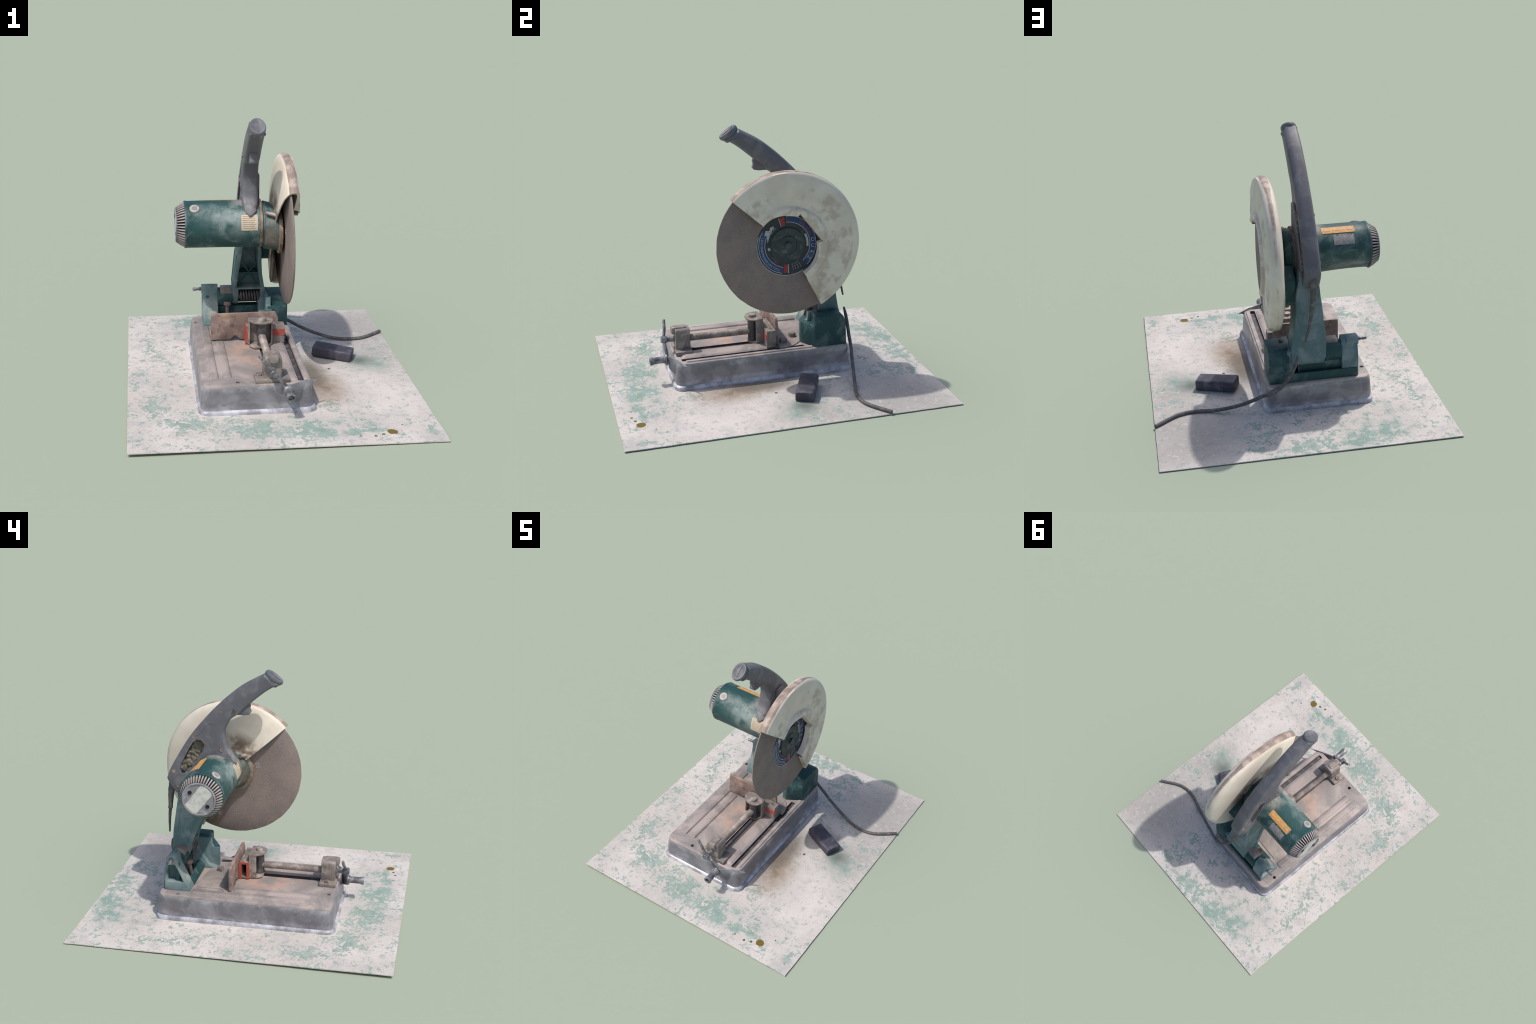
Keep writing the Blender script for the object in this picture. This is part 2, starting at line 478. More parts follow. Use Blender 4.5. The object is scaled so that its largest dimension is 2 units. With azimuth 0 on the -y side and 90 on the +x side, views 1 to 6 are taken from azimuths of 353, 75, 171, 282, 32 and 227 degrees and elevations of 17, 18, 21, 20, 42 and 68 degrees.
# --- pressed steel base tray
G0 = .007
rings = []
X0, X1, Y0, Y1 = -.455, .205, -.608, .535     # foot of the flange
for z, d, y1, r in ((G0, 0, .539, .055), (.022, -.002, .541, .056), (.031, .001, .5395, .055), (.036, .006, .537, .053), (.039, .0125, .532, .052), (.050, .015, .531, .05), (.10, .018, .529, .05),
                    (.150, .022, .526, .05), (.166, .0255, .522, .05), (.1755, .0285, .519, .048), (.180, .035, .512, .042)):
    rings.append(rrect(X0 + d - (.006 if z > .045 else 0), X1 - d * 1.05, Y0 + d, y1, r, z, 8))
bm = loft(rings)
tray = obj("base_tray", bm, STEEL, saw)
tray.data.materials.append(BENCH)
tray.data.materials.append(BRIGHT)
tray.data.materials.append(DARKIRON)
slot = loft([rrect(-.056, -.016, -.47, -.06, .012, z) for z in (.168, .25)])
trough = loft([rrect(.103 - k, .135 + k, -.548, .24, .009, z) for z, k in ((.163, -.002), (.192, .003))])
holes = [rod((x, y, .14), (x, y, .21), r) for x, y, r in ((-.41, .397, .012), (-.234, -.541, .012))]
cut(tray, [slot, trough] + holes)
for p in tray.data.polygons:
    c = p.center
    if c.z > .1705 or (abs(p.normal.z) > .8 and c.z > .15):
        p.material_index = 1
    elif c.z < .040 or (.160 < c.z <= .1705 and (abs(c.x + .125) > .27 or abs(c.y + .03) > .53)):
        p.material_index = 2
    if -.06 < c.x < .15 and -.56 < c.y < .26 and (.10 < c.z < .1795 and (abs(p.normal.z) < .5 or c.z < .170)):
        p.material_index = 3
# pressed ribs and the rail beside the trough
bm = bmesh.new()
for x0, x1, y0, y1 in ((-.389, -.335, -.482, .315), (-.313, -.261, -.480, .06)):
    loft([rrect(x0, x1, y0, y1, .012, .1795), rrect(x0 + .003, x1 - .003, y0 + .003, y1 - .003, .010, .187), rrect(x0 + .008, x1 - .008, y0 + .008, y1 - .008, .008, .190)], bm=bm)
loft([rrect(-.008 + k, .100 - k, -.54 + k, .05 - k, .012, .1785 + h) for k, h in ((0, 0), (.004, .0045), (.012, .009), (.022, .0115), (.034, .0125))], bm=bm)
loft([rrect(.136, .166, -.53, .29, .010, .178), rrect(.140, .162, -.525, .285, .008, .187)], bm=bm)
obj("pressed_rib", bm, BENCH, saw, 50)
bm = bmesh.new()
for x, z in ((.009, .103), (-.239, .088)):
    box(x - .016, x + .016, .512, .526, z - .02, z + .02, bm=bm)
bevel(obj("rear_bolt", bm, DARKIRON, saw), .004)
# scan webbing between crank grip and tray corner, kept as a thin added sheet
bm = prism([(.05, .192), (.15, .196), (.243, .178), (.20, .163), (.172, .12), (.11, .09), (.06, .11)], -.003, .003, axis=1)
a = math.atan2(.103, .19)
bmesh.ops.transform(bm, matrix=Matrix.Translation((.055, -.622, 0)) @ Matrix.Rotation(a, 4, "Z") @ Matrix.Translation((-.055, 0, 0)), verts=bm.verts[:])
bevel(obj("bent_corner_lip", bm, STEEL, saw), .002)

# --- fence and slotted sector plate
arc = spline([(.125, .08), (.112, .15), (.068, .215), (-.02, .275), (-.12, .297)], 5)
poly = [(-.355, .088)] + [(p.x, p.y) for p in [Vector((q[0], q[1])) for q in [(v.x, v.y) for v in [Vector((a[0], a[1], 0)) for a in [(w[0], w[1]) for w in arc]]]]] + [(-.296, .302), (-.300, .145)]
bm = prism(poly, .177, .1865, axis=2)
bevel(obj("fence_foot", bm, BENCH, saw), .003)
bm = prism([(-.338, .190), (-.222, .190), (-.190, .218), (-.156, .19), (.074, .190), (.074, .325), (.055, .362), (-.338, .358)], .064, .083, axis=1)
fence = bevel(obj("fence_plate", bm, RUST, saw), .003)
head = hexhead((0, 0, 0), .024, .026)
h0 = obj("hex_bolt", head, VISE, saw)
h0.location = Vector((-.042, .206, .186))
h1 = h0.copy()
scene.collection.objects.link(h1)
h1.location = Vector((.035, .125, .186))

# --- vise: jaw
bm = bmesh.new()
box(-.131, .106, -.001, .011, .186, .300, bm=bm)
box(-.131, .106, .047, .059, .186, .300, bm=bm)
box(-.130, .106, .0105, .0475, .290, .2995, bm=bm)
box(.094, .105, .0105, .0475, .187, .2905, bm=bm)
box(-.130, .1, .0105, .0475, .186, .200, bm=bm)
jaw = bevel(obj("vise_jaw", bm, VISE, saw), .0025)
bm = bmesh.new()
box(-.134, -.1305, -.004, .013, .184, .302, bm=bm)
box(-.134, -.1305, .045, .0615, .184, .302, bm=bm)
box(-.134, -.1305, .013, .045, .289, .302, bm=bm)
box(-.1305, -.112, -.004, -.0012, .19, .30, bm=bm)
box(.03, .1065, -.0035, -.0012, .235, .275, bm=bm)
obj("red_jaw_edge", bm, RED, saw)
# jaw bracket
bm = prism([(-.122, -.012), (-.122, -.052), (-.10, -.085), (-.062, -.105), (-.016, -.105), (.012, -.088), (.026, -.055), (.026, -.012)], .346, .356, axis=2)
prism([(-.115, -.002), (-.115, -.05), (-.09, -.088), (-.01, -.09), (.02, -.05), (.02, -.002)], .186, .200, axis=2, bm=bm)
box(-.121, .024, -.013, -.0015, .187, .356, bm=bm)
box(-.121, -.111, -.05, -.012, .199, .347, bm=bm)
box(.015, .025, -.05, -.012, .199, .347, bm=bm)
bevel(obj("jaw_bracket", bm, VISE, saw), .003)
bm = rod((-.04, -.058, .198), (-.04, -.058, .348), .030)
obj("jaw_pivot", bm, DARKIRON, saw)
bm = rod((-.04, -.058, .355), (-.04, -.058, .372), .026, .022, 16)
bevel(obj("pivot_bolt_head", bm, VISE, saw), .003)
# threaded screw
bm = bmesh.new()
rings = []
n = 16
for i in range(430):
    t = i / 429
    y = -.062 - .50 * t
    ph = i / 6 * math.tau
    rings.append([(-.042 - .005 * t + (.0215 + .0018 * math.cos(ph - k * math.tau / n)) * math.cos(k * math.tau / n), y,
                   .258 + (.0215 + .0018 * math.cos(ph - k * math.tau / n)) * math.sin(k * math.tau / n)) for k in range(n)])
loft(rings, bm=bm)
obj("vise_screw", bm, VISE, saw, 60)
# nut block
bm = box(-.140, .054, -.571, -.464, .180, .206)
bevel(obj("nut_base", bm, VISE, saw), .005)
poly = [(-.092, .2), (-.092, .30), (-.086, .325), (-.068, .338), (-.012, .338), (.004, .327), (.010, .30), (.010, .2)]
bm = prism(poly, -.563, -.470, axis=1)
bevel(obj("nut_block", bm, VISE, saw), .008, 3)
bm = box(-.066, -.012, -.585, -.486, .300, .348)
bevel(obj("half_nut", bm, VISE, saw), .012, 2)
b2 = hexhead((0, 0, 0), .018, .012)
bb = obj("base_bolt", b2, VISE, saw)
bb.location = (-.117, -.515, .206)
# crank
bm = rod((-.047, -.560, .260), (-.048, -.648, .264), 0, prof=[(0, .017), (.55, .017), (.6, .022), (.95, .022), (1, .018)])
obj("screw_head", bm, RODSTEEL, saw)
bm = tube([(-.127, -.613, .365), (-.09, -.617, .318), (-.048, -.631, .266), (-.01, -.628, .225), (.031, -.624, .178)], .0095, 14)
obj("crank_bar", bm, RODSTEEL, saw)
bm = rod((.034, -.628, .164), (.0365, -.735, .162), 0, n=24, prof=[(0, .018), (.06, .027), (.14, .028), (.2, .022), (.75, .022), (.95, .027), (1, .026)])
grip = obj("crank_grip", bm, RODSTEEL, saw)
cut(grip, [rod((.036, -.715, .162), (.037, -.75, .162), .017)])
bm = tube([(.036 + .024 * math.cos(t), -.632, .160 + .03 * math.sin(t)) for t in [k * math.tau / 20 for k in range(21)]], .007, 8)
obj("crank_ring", bm, RODSTEEL, saw)

# --- hinge bracket
bm = bmesh.new()
box(-.300, .03, .345, .500, .178, .196, bm=bm)
box(-.272, .04, .405, .470, .190, .285, bm=bm)
prism([(.325, .178), (.325, .206), (.352, .236), (.368, .236), (.352, .196), (.352, .178)], -.275, .03, bm=bm)
box(-.36, .06, .488, .503, .180, .236, bm=bm)
bevel(obj("bracket_floor", bm, GREEN_DARK, saw), .004)
side = [(.497, .180), (.497, .30), (.489, .34), (.478, .372), (.460, .414), (.438, .427), (.418, .421), (.409, .387), (.401, .345), (.379, .297), (.357, .249), (.329, .192), (.327, .180)]
bm = prism(side, -.366, -.268)
ear = obj("bracket_ear", bm, TEAL, saw)
cut(ear, [prism([(.480, .238), (.480, .31), (.466, .352), (.424, .358), (.398, .305), (.370, .238)], -.38, -.30)])
bevel(ear, .004)
bm = xdisc((.446, .392), [(-.372, .028), (-.368, .031), (-.300, .031)], 24)
obj("pivot_boss", bm, TEAL, saw)
bm = box(-.345, -.325, .40, .425, .235, .36)
bevel(obj("ear_web", bm, GREEN, saw), .003)
bm = rod((-.427, .439, .393), (-.30, .447, .393), 0, n=16, prof=[(0, .008), (.02, .0105), (.2, .0105), (.21, .008), (.28, .008), (.29, .011), (.42, .011), (.43, .018), (.55, .018), (1, .018)])
obj("pivot_pin", bm, RODSTEEL, saw)
# right hand housing of the hinge
bm = prism([(.302, .180), (.302, .378), (.315, .383), (.462, .385), (.486, .372), (.503, .338), (.507, .180)], .046, .168)
hous = bevel(obj("hinge_housing", bm, GREEN_DARK, saw), .006, 2)
hp = [(.495, .182), (.495, .378), (.287, .378), (.282, .330), (.272, .321), (.240, .321), (.233, .314), (.233, .182)]
bm = prism(hp, .026, .058)
bevel(obj("hinge_cheek", bm, TEAL, saw), .004)
bm = prism([(.47, .18), (.47, .38), (.40, .375), (.30, .21), (.24, .188), (.24, .18)], -.012, .028)
bevel(obj("hinge_gusset", bm, TEAL, saw), .004)
bm = prism([(.33, .37), (.38, .37), (.372, .392), (.335, .392)], .062, .082)
bevel(obj("housing_lip", bm, GREEN_DARK, saw), .004)

bm = prism([(.030, .235), (.060, .235), (.166, .298), (.166, .312), (.030, .312)], .180, .322, axis=2)
bevel(obj("housing_wedge", bm, GREEN_DARK, saw), .005)

# stop bolt
bm = rod((-.212, .355, .200), (-.210, .371, .300), .012, n=14)
rod((-.210, .371, .298), (-.209, .375, .325), 0, n=14, bm=bm, prof=[(0, .016), (.2, .024), (.8, .024), (1, .019)])
obj("stop_bolt", bm, RUST, saw)

# --- swing arm
arm_sec = [(.285, -.158, .036, .494, .43), (.32, -.170, .036, .503, .390), (.37, -.174, .034, .500, .372), (.42, -.175, .026, .493, .364), (.52, -.168, .006, .484, .326), (.61, -.160, -.004, .471, .282),
           (.70, -.152, -.008, .458, .245), (.80, -.146, -.03, .440, .20), (.90, -.140, -.04, .40, .17)]
bm = loft([[(x0, yf, z), (x1, yf, z), (x1, yb, z), (x0, yb, z)] for z, x0, x1, yb, yf in arm_sec])
arm = obj("swing_arm", bm, TEAL, saw)
chan = loft([[(x0 + .024, yf - .05, z), (x1 - .022, yf - .05, z), (x1 - .022, yb - .03, z), (x0 + .024, yb - .03, z)] for z, x0, x1, yb, yf in arm_sec[3:8]])
cheek = box(-.138, .002, .28, .47, .26, .405)
cut(arm, [chan, cheek])
bevel(arm, .006)
bm = bmesh.new()
tube([(-.135, .39, .44), (-.015, .37, .60)], .006, 6, bm=bm)
tube([(-.02, .39, .44), (-.125, .36, .60)], .006, 6, bm=bm)
box(-.15, -.01, .365, .45, .515, .523, bm=bm)
obj("arm_stiffener", bm, GREEN_DARK, saw)
bm = prism([(.33, .62), (.42, .635), (.45, .80), (.36, .86), (.22, .84), (.26, .74)], -.01, .062)
bevel(obj("guard_bracket", bm, GREEN_DARK, saw), .006)
bm = tube([(-.02, .40, .615), (-.012, .41, .65), (.0, .415, .685), (.02, .415, .69), (.032, .41, .665)], .011, 8)
obj("chain_hook", bm, RODSTEEL, saw)
# raised panel border on the arm
bm = tube([(-.1745, .466, .44), (-.1615, .444, .61), (-.157, .435, .66)], .0035, 6)
tube([(-.1745, .385, .44), (-.1725, .40, .425), (-.1735, .45, .425), (-.1745, .466, .44)], .0035, 6, bm=bm)
tube([(-.1745, .385, .44), (-.165, .35, .55), (-.158, .31, .65)], .0035, 6, bm=bm)
obj("arm_panel_border", bm, TEAL, saw)
# pivot tube, stop block and spring
bm = xdisc((.44, .338), [(-.269, .056), (-.262, .060), (-.17, .060)], 32)
obj("pivot_sleeve", bm, GREEN_DARK, saw)
bm = box(-.252, -.170, .392, .462, .335, .410)
bevel(obj("stop_lug", bm, VISE, saw), .006)
bm = tube([(-.128 + .122 * t, .405 + .033 * math.cos(t * 7 * math.tau), .352 + .033 * math.sin(t * 7 * math.tau)) for t in [i / 168 for i in range(169)]], .0068, 8)
obj("return_spring", bm, DARKIRON, saw, 70)
bm = xdisc((.405, .352), [(-.15, .02), (.03, .02)], 16)
obj("hinge_shaft", bm, DARKIRON, saw)

# --- motor
MC = (.206, .888)
R = .1425
bm = xdisc(MC, [(-.487, R - .006), (-.489, R - .001), (-.486, R + .001), (-.476, R + .001), (-.472, R - .001), (-.42, R), (-.36, R), (-.30, R), (-.24, R), (-.18, R + .001), (-.10, R + .003), (-.045, R + .003), (-.040, R - .004)], 72)
for v in bm.verts:                       # flattened underside at the back, a scan fault copied into the shape
    a = math.degrees(math.atan2(v.co.z - MC[1], v.co.y - MC[0]))
    k = 1 - .19 * math.exp(-((a + 48) / 32) ** 2) * math.exp(-((v.co.x + .40) / .2) ** 2)
    v.co.y = MC[0] + (v.co.y - MC[0]) * k
    v.co.z = MC[1] + (v.co.z - MC[1]) * k
motor = obj("motor_housing", bm, GREEN, saw)
# end cap with vent ridges
CC = (.206, .887)
bm = xdisc(CC, [(-.482, .124), (-.520, .108), (-.528, .100)], 64)
obj("motor_end_cap", bm, BLACK, saw)
ridge = bmesh.new()
loft([[(-.484, -.0042, .118), (-.484, .0042, .118), (-.484, .0042, .1375), (-.484, -.0042, .1375)],
      [(-.512, -.0036, .104), (-.512, .0036, .104), (-.512, .0036, .1235), (-.512, -.0036, .1235)],
      [(-.536, -.003, .090), (-.536, .003, .090), (-.536, .003, .1065), (-.536, -.003, .1065)]], bm=ridge)
first = None
for k in range(44):
    if first is None:
        first = obj("vent_ridge", ridge, VENT, saw, 40)
        o = first
    else:
        o = first.copy()
        scene.collection.objects.link(o)
    o.location = (0, CC[0], CC[1])
    o.rotation_euler = (k * math.tau / 44, 0, 0)
bm = xdisc(CC, [(-.525, .092), (-.538, .105), (-.542, .103), (-.543, .097), (-.538, .094), (-.538, .05)], 64)
obj("end_cap_disc", bm, CAP_GREY, saw)
d = Vector((-.62, .80)).normalized()
strip, hw, cr = [], .044, .092
g = math.asin(hw / cr)
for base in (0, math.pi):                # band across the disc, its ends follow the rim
    for t in range(9):
        q = base - g + 2 * g * t / 8
        strip.append((CC[0] + cr * (d.x * math.cos(q) - d.y * math.sin(q)), CC[1] + cr * (d.y * math.cos(q) + d.x * math.sin(q))))
bm = prism(strip, -.5405, -.5375)
obj("cap_sticker", bm, SUNLIT, saw)  # sunlit patch of the cap, laid on as a thin pale plate
for s in (-1, 1):
    c = (CC[0] + d.y * .067 * s, CC[1] - d.x * .067 * s)
    bm = xdisc(c, [(-.5425, .011), (-.5435, .012), (-.537, .012)], 16)
    bevel(obj("cap_screw_socket", bm, BLACK, saw), .001)  # solid dark disc standing in for the screw hole

def patch(name, x0, x1, a0, a1, r, mat, th=.0016, torn=(), nseg=16):
    """Curved label on the motor barrel; angles in degrees from +y towards +z. torn: edges to rip."""
    rings, m = [], nseg
    for i in range(m + 1):
        t = i / m
        lo = a0 + (random.uniform(0, (a1 - a0) * .25) if "lo" in torn else 0)
        hi = a1 - (random.uniform(0, (a1 - a0) * .28) if "hi" in torn else 0)
        x = x0 + (x1 - x0) * t
        row = []
        for k in range(9):
            a = math.radians(lo + (hi - lo) * k / 8)
            row.append((x, MC[0] + (r + th) * math.cos(a), MC[1] + (r + th) * math.sin(a)))
        for k in range(8, -1, -1):
            a = math.radians(lo + (hi - lo) * k / 8)
            row.append((x, MC[0] + (r - .003) * math.cos(a), MC[1] + (r - .003) * math.sin(a)))
        rings.append(row)
    return obj(name, loft(rings), mat, saw)
patch("orange_sticker", -.395, -.200, 56, 76, R + .001, YELLOW)
for i in range(4):
    patch("sticker_print", -.385 + .044 * i, -.352 + .044 * i + .006 * (i % 2), 63, 68, R + .0019, YELLOWPRINT)
patch("rating_plate", -.385, -.262, 26, 53, R, PAPERGREY, torn=("hi",))
patch("paper_label", -.156, -.058, 145, 182, R + .003, PAPER)
for i in range(7):
    patch("label_line", -.150, -.068 - random.uniform(0, .012), 148 + 4.6 * i, 149.6 + 4.6 * i, R + .0042, INK)
patch("moulded_slot", -.395, -.30, 14, 19, R, GREEN_DARK)  # proud dark green strip standing in for the slot, nothing is cut
# brush cap
ba = math.atan2(1.003 - MC[1], .126 - MC[0])
bdir = Vector((0, math.cos(ba), math.sin(ba)))
bc = Vector((-.43, MC[0], MC[1])) + bdir * (R - .008)
bm = rod(bc, bc + bdir * .014, 0, n=28, prof=[(0, .030), (.75, .030), (1, .027)])
obj("brush_cap", bm, BRUSH, saw)
bm = rod(bc, bc + bdir * .0152, 0, n=24, prof=[(0, .017), (1, .016)])
obj("brush_cap_centre", bm, CAP_GREY, saw)
# gearcase: collar, taper to the spindle
def ring(x, cy, cz, r, n=56, sy=1.0):
    return [(x, cy + r * sy * math.cos(k * math.tau / n), cz + r * math.sin(k * math.tau / n)) for k in range(n)]
bm = loft([ring(-.043, MC[0], MC[1], .146), ring(-.041, MC[0], MC[1], .149), ring(-.028, MC[0], MC[1], .149), ring(-.026, MC[0], MC[1], .147)])
obj("motor_collar", bm, GRIME, saw)
bm = loft([ring(-.03, .208, .884, .137), ring(-.014, .206, .883, .137), ring(-.010, .20, .88, .146), ring(.025, .19, .875, .143), ring(.045, .165, .866, .132), ring(.06, .15, .86, .124), ring(.078, .142, .857, .120)])
obj("gearcase", bm, GREEN, saw)
bm = loft([ring(.066, .14, .857, .118), ring(.070, .14, .857, .138), ring(.086, .14, .857, .138), ring(.089, .14, .857, .130)])
obj("inner_flange", bm, GRIME, saw)
bm = rod((-.008, .075, .985), (.055, .045, .975), .012, n=12)
obj("gearcase_bolt", bm, VISE, saw)

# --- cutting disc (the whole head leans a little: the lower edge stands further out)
TILT = 1.7
DC = (.14, .857)
def rim(k, n):
    a = k * math.tau / n
    return 1 + .004 * noise.noise(Vector((math.cos(a) * 9, math.sin(a) * 9, 1))) + .0025 * noise.noise(Vector((math.cos(a) * 30, math.sin(a) * 30, 5)))
n = 180
rad = .4445
bm = loft([[(x, DC[0] + .001 + (r * rim(k, n)) * math.cos(k * math.tau / n), DC[1] + (r * rim(k, n)) * math.sin(k * math.tau / n)) for k in range(n)]
           for x, r in ((.100, .30), (.100, rad - .003), (.102, rad), (.109, rad), (.111, rad - .003), (.111, .30))])
LEAN = Matrix.Translation((.105, .14, .857)) @ Matrix.Rotation(math.radians(-TILT), 4, "Y") @ Matrix.Translation((-.105, -.14, -.857))
bmesh.ops.transform(bm, matrix=LEAN, verts=bm.verts[:])
blade = obj("cutting_disc", bm, BLADE, saw)

def band(name, r0, r1, a0, a1, x0, x1, mat, ends=0.0):
    m = max(4, int(abs(a1 - a0) / 4))
    rings = []
    for i in range(m + 1):
        a = math.radians(a0 + (a1 - a0) * i / m)
        f = 1.0
        if ends and i == m:
            f = ends
        rm = (r0 + r1) / 2
        q0, q1 = rm + (r0 - rm) * f, rm + (r1 - rm) * f
        rings.append([(x0, DC[0] + r * math.cos(a), DC[1] + r * math.sin(a)) for r in (q0, q1)] + [(x1, DC[0] + r * math.cos(a), DC[1] + r * math.sin(a)) for r in (q1, q0)])
    return obj(name, loft(rings), mat, blade)
XB = .109
bm = xdisc(DC, [(XB, .196), (XB + .004, .196), (XB + .0042, .05)], 96)
adopt(obj("disc_label", bm, LABEL, None), blade)
XL = XB + .0036
band("label_rim", .192, .196, 160, 300, XL, XL + .0016, PRINT_WHITE)
for a0, a1 in ((150, 258), (-48, 92)):
    band("blue_arc", .145, .181, a0, a1, XL, XL + .0012, BLUE)
    band("arc_outline", .1805, .184, a0, a1, XL, XL + .0017, PRINT_WHITE)
    band("arc_outline", .142, .1455, a0, a1, XL, XL + .0017, PRINT_WHITE)
band("red_arc", .125, .178, 260, 269, XL, XL + .0014, PRINT_RED)
band("red_arc", .125, .178, 96, 105, XL, XL + .0014, PRINT_RED)
band("arc_outline", .124, .18, 270, 272, XL, XL + .0016, PRINT_WHITE)
band("arc_outline", .124, .18, 106.5, 108, XL, XL + .0016, PRINT_WHITE)
bm = prism([(DC[0] - .145 * 1, DC[1] + .065), (DC[0] - .10, DC[1] + .085), (DC[0] - .085, DC[1] + .125), (DC[0] - .108, DC[1] + .118), (DC[0] - .112, DC[1] + .098), (DC[0] - .138, DC[1] + .10)], XL, XL + .0014)
obj("label_wedge", bm, PRINT_WHITE, blade)
bm = prism([(DC[0] - .134, DC[1] + .098), (DC[0] - .105, DC[1] + .085), (DC[0] - .126, DC[1] + .02)], XL, XL + .0015)
obj("label_wedge", bm, PRINT_WHITE, blade)
band("label_mark", .122, .135, -8, 28, XL, XL + .0014, PRINT_WHITE)
bm = xdisc((DC[0] - .115, DC[1] - .018), [(XL, .011), (XL + .0014, .011)], 14)
obj("label_mark", bm, PRINT_WHITE, blade)

def letter(txt, size, r, ang, mat, face=1, radial=True, name="label_letter"):
    """One printed letter on the disc label, standing on the circle of radius r."""
    cu = bpy.data.curves.new(name, "FONT")
    cu.body = txt
    cu.size = size
    cu.extrude = .0006
    cu.align_x = "CENTER"
    cu.align_y = "CENTER"
    tmp = bpy.data.objects.new(name, cu)
    scene.collection.objects.link(tmp)
    dg = bpy.context.evaluated_depsgraph_get()
    me = bpy.data.meshes.new_from_object(tmp.evaluated_get(dg))
    bpy.data.objects.remove(tmp)
    bpy.data.curves.remove(cu)
    a = math.radians(ang)
    out = Vector((0, math.cos(a), math.sin(a)))
    upv = out if radial else -out
    nrm = Vector((face, 0, 0))
    right = upv.cross(nrm)
    M = Matrix((right, upv, nrm)).transposed().to_4x4()
    x = XL + .0017 if face > 0 else .0985
    M.translation = Vector((x, DC[0], DC[1])) + out * r
    me.transform(M)
    o = bpy.data.objects.new(name, me)
    scene.collection.objects.link(o)
    me.materials.append(mat)
    adopt(o, blade)
    return o
for i, ch in enumerate("8OCOURZ"):
    letter(ch, .034, .163, 50 - 14 * i, PRINT_WHITE if i > 2 else PRINT_RED)
for i, ch in enumerate("ITHIUNBONDEDSTEELCUT"):
    letter(ch, .020, .163, 160 + 4.7 * i, PRINT_WHITE)
for i, ch in enumerate("XE"):
    letter(ch, .034, .138, 128 + 13 * i, PRINT_WHITE)
for j in range(3):
    for i in range(4):
        letter("E", .013, .128 + .016 * j, 282 + 6 * i, PRINT_WHITE)
letter("3", .036, .135, 240, PRINT_RED)
letter("02", .034, .160, 168, PRINT_WHITE, face=-1, name="date_mark")
# outer clamp flange and bolt
bm = xdisc(DC, [(XB, .112), (XB + .012, .110), (XB + .014, .104), (XB + .010, .092), (XB + .012, .060), (XB + .018, .054), (XB + .018, .030)], 64)
adopt(obj("clamp_flange", bm, FLANGE, None), blade)
bm = hexhead((XB + .016, DC[0], DC[1]), .024, .016, axis=0)
adopt(obj("spindle_bolt", bm, FLANGE, None), blade)

for o in list(blade.children):            # printed and clamped parts follow the disc's lean
    o.data.transform(LEAN)

# --- disc guard, swept profile
def hole(adeg):
    # cut-out: round, with a straight chord between two corners at the upper rear
    if 4 <= adeg <= 72:
        return .180 / math.cos(math.radians(adeg - 37.5))
    if adeg < 4:
        return .184 + .018 * min(1, (4 - adeg) / 50)
    return .194 + .020 * min(1, max(0, (adeg - 87) / 40))
rings = []
A0, A1, m = -62, 138, 110
for i in range(m + 1):
    ad = A0 + (A1 - A0) * i / m
    a = math.radians(ad)
    rh = hole(ad)
    prof = [(.121, rh), (.150, rh), (.163, rh + .003), (.169, max(rh + .010, .228)), (.168, .240), (.158, .249), (.147, .256), (.1465, .30), (.1465, .38), (.1465, .436), (.1435, .456), (.136, .4655), (.124, .468), (.112, .467), (.093, .460), (.082, .437), (.068, .395), (.057, .32), (.050, .22), (.046, .125),
            (.053, .125), (.057, .22), (.064, .32), (.074, .389), (.087, .430), (.0965, .453), (.116, .456), (.130, .454), (.136, .446), (.1395, .430), (.1395, .30), (.1395, .260), (.150, .250), (.160, .238), (.161, max(rh + .010, .228)), (.152, rh + .007), (.121, rh + .006)]
    wob = 1 + .003 * noise.noise(Vector((math.cos(a) * 4, math.sin(a) * 4, 0)))
    def lean(x, r):
        dy, dz = r * math.cos(a), r * math.sin(a)
        dome = .008 * math.exp(-((r - .34) / .08) ** 2) if x > .1405 else 0
        rear = max(dy, 0) / .46
        if x > .1405 or x == .121:       # outer face: dished near the rim, bulging at the rear and along the front cut
            k = min(max((.455 - r) / .06, 0), 1)
            front = min(max((ad - 95) / 35, 0), 1) * min(max((.37 - r) / .1, 0), 1) if r > .215 else 0
            return x + dome + (.002 + .013 * rear) * k + .018 * front * (1 if r > .25 else .25)
        return x - (.022 * dz if dz > 0 else -.05 * dz)
    rings.append([(lean(x, r), DC[0] - .006 * (r / .468) + r * .995 * wob * math.cos(a), DC[1] + .001 + r * .995 * wob * math.sin(a)) for x, r in prof])
bm = loft(rings)
guard = obj("disc_guard", bm, GUARD, saw, 50)
bm = rod((.145, -.028, 1.005), (.164, -.028, 1.005), .012, n=12)
obj("guard_screw", bm, RUST, saw)
# motor-side skirt runs on past the lower end of the guard, rusty brown
pol = lambda r, t: (DC[0] + r * math.cos(math.radians(t)), DC[1] + r * math.sin(math.radians(t)))
skirt = [pol(.19, -60), pol(.30, -61), pol(.405, -61.5), pol(.40, -67), pol(.385, -73), pol(.36, -75), pol(.28, -78), pol(.20, -80)]
bm = prism(skirt, .060, .068)
for v in bm.verts:
    v.co.x += .05 * (v.co.z - DC[1]) + .06 * max(0, math.hypot(v.co.y - DC[0], v.co.z - DC[1]) - .25)
bevel(obj("guard_skirt", bm, GRIME, saw), .002)
# carry slot outline embossed on the outer face
bm = tube([(.147, .10, 1.205), (.147, .16, 1.205), (.147, .165, 1.198)], .003, 6)
tube([(.147, .10, 1.205), (.147, .095, 1.215)], .003, 6, bm=bm)
obj("guard_emboss", bm, GUARD, saw)

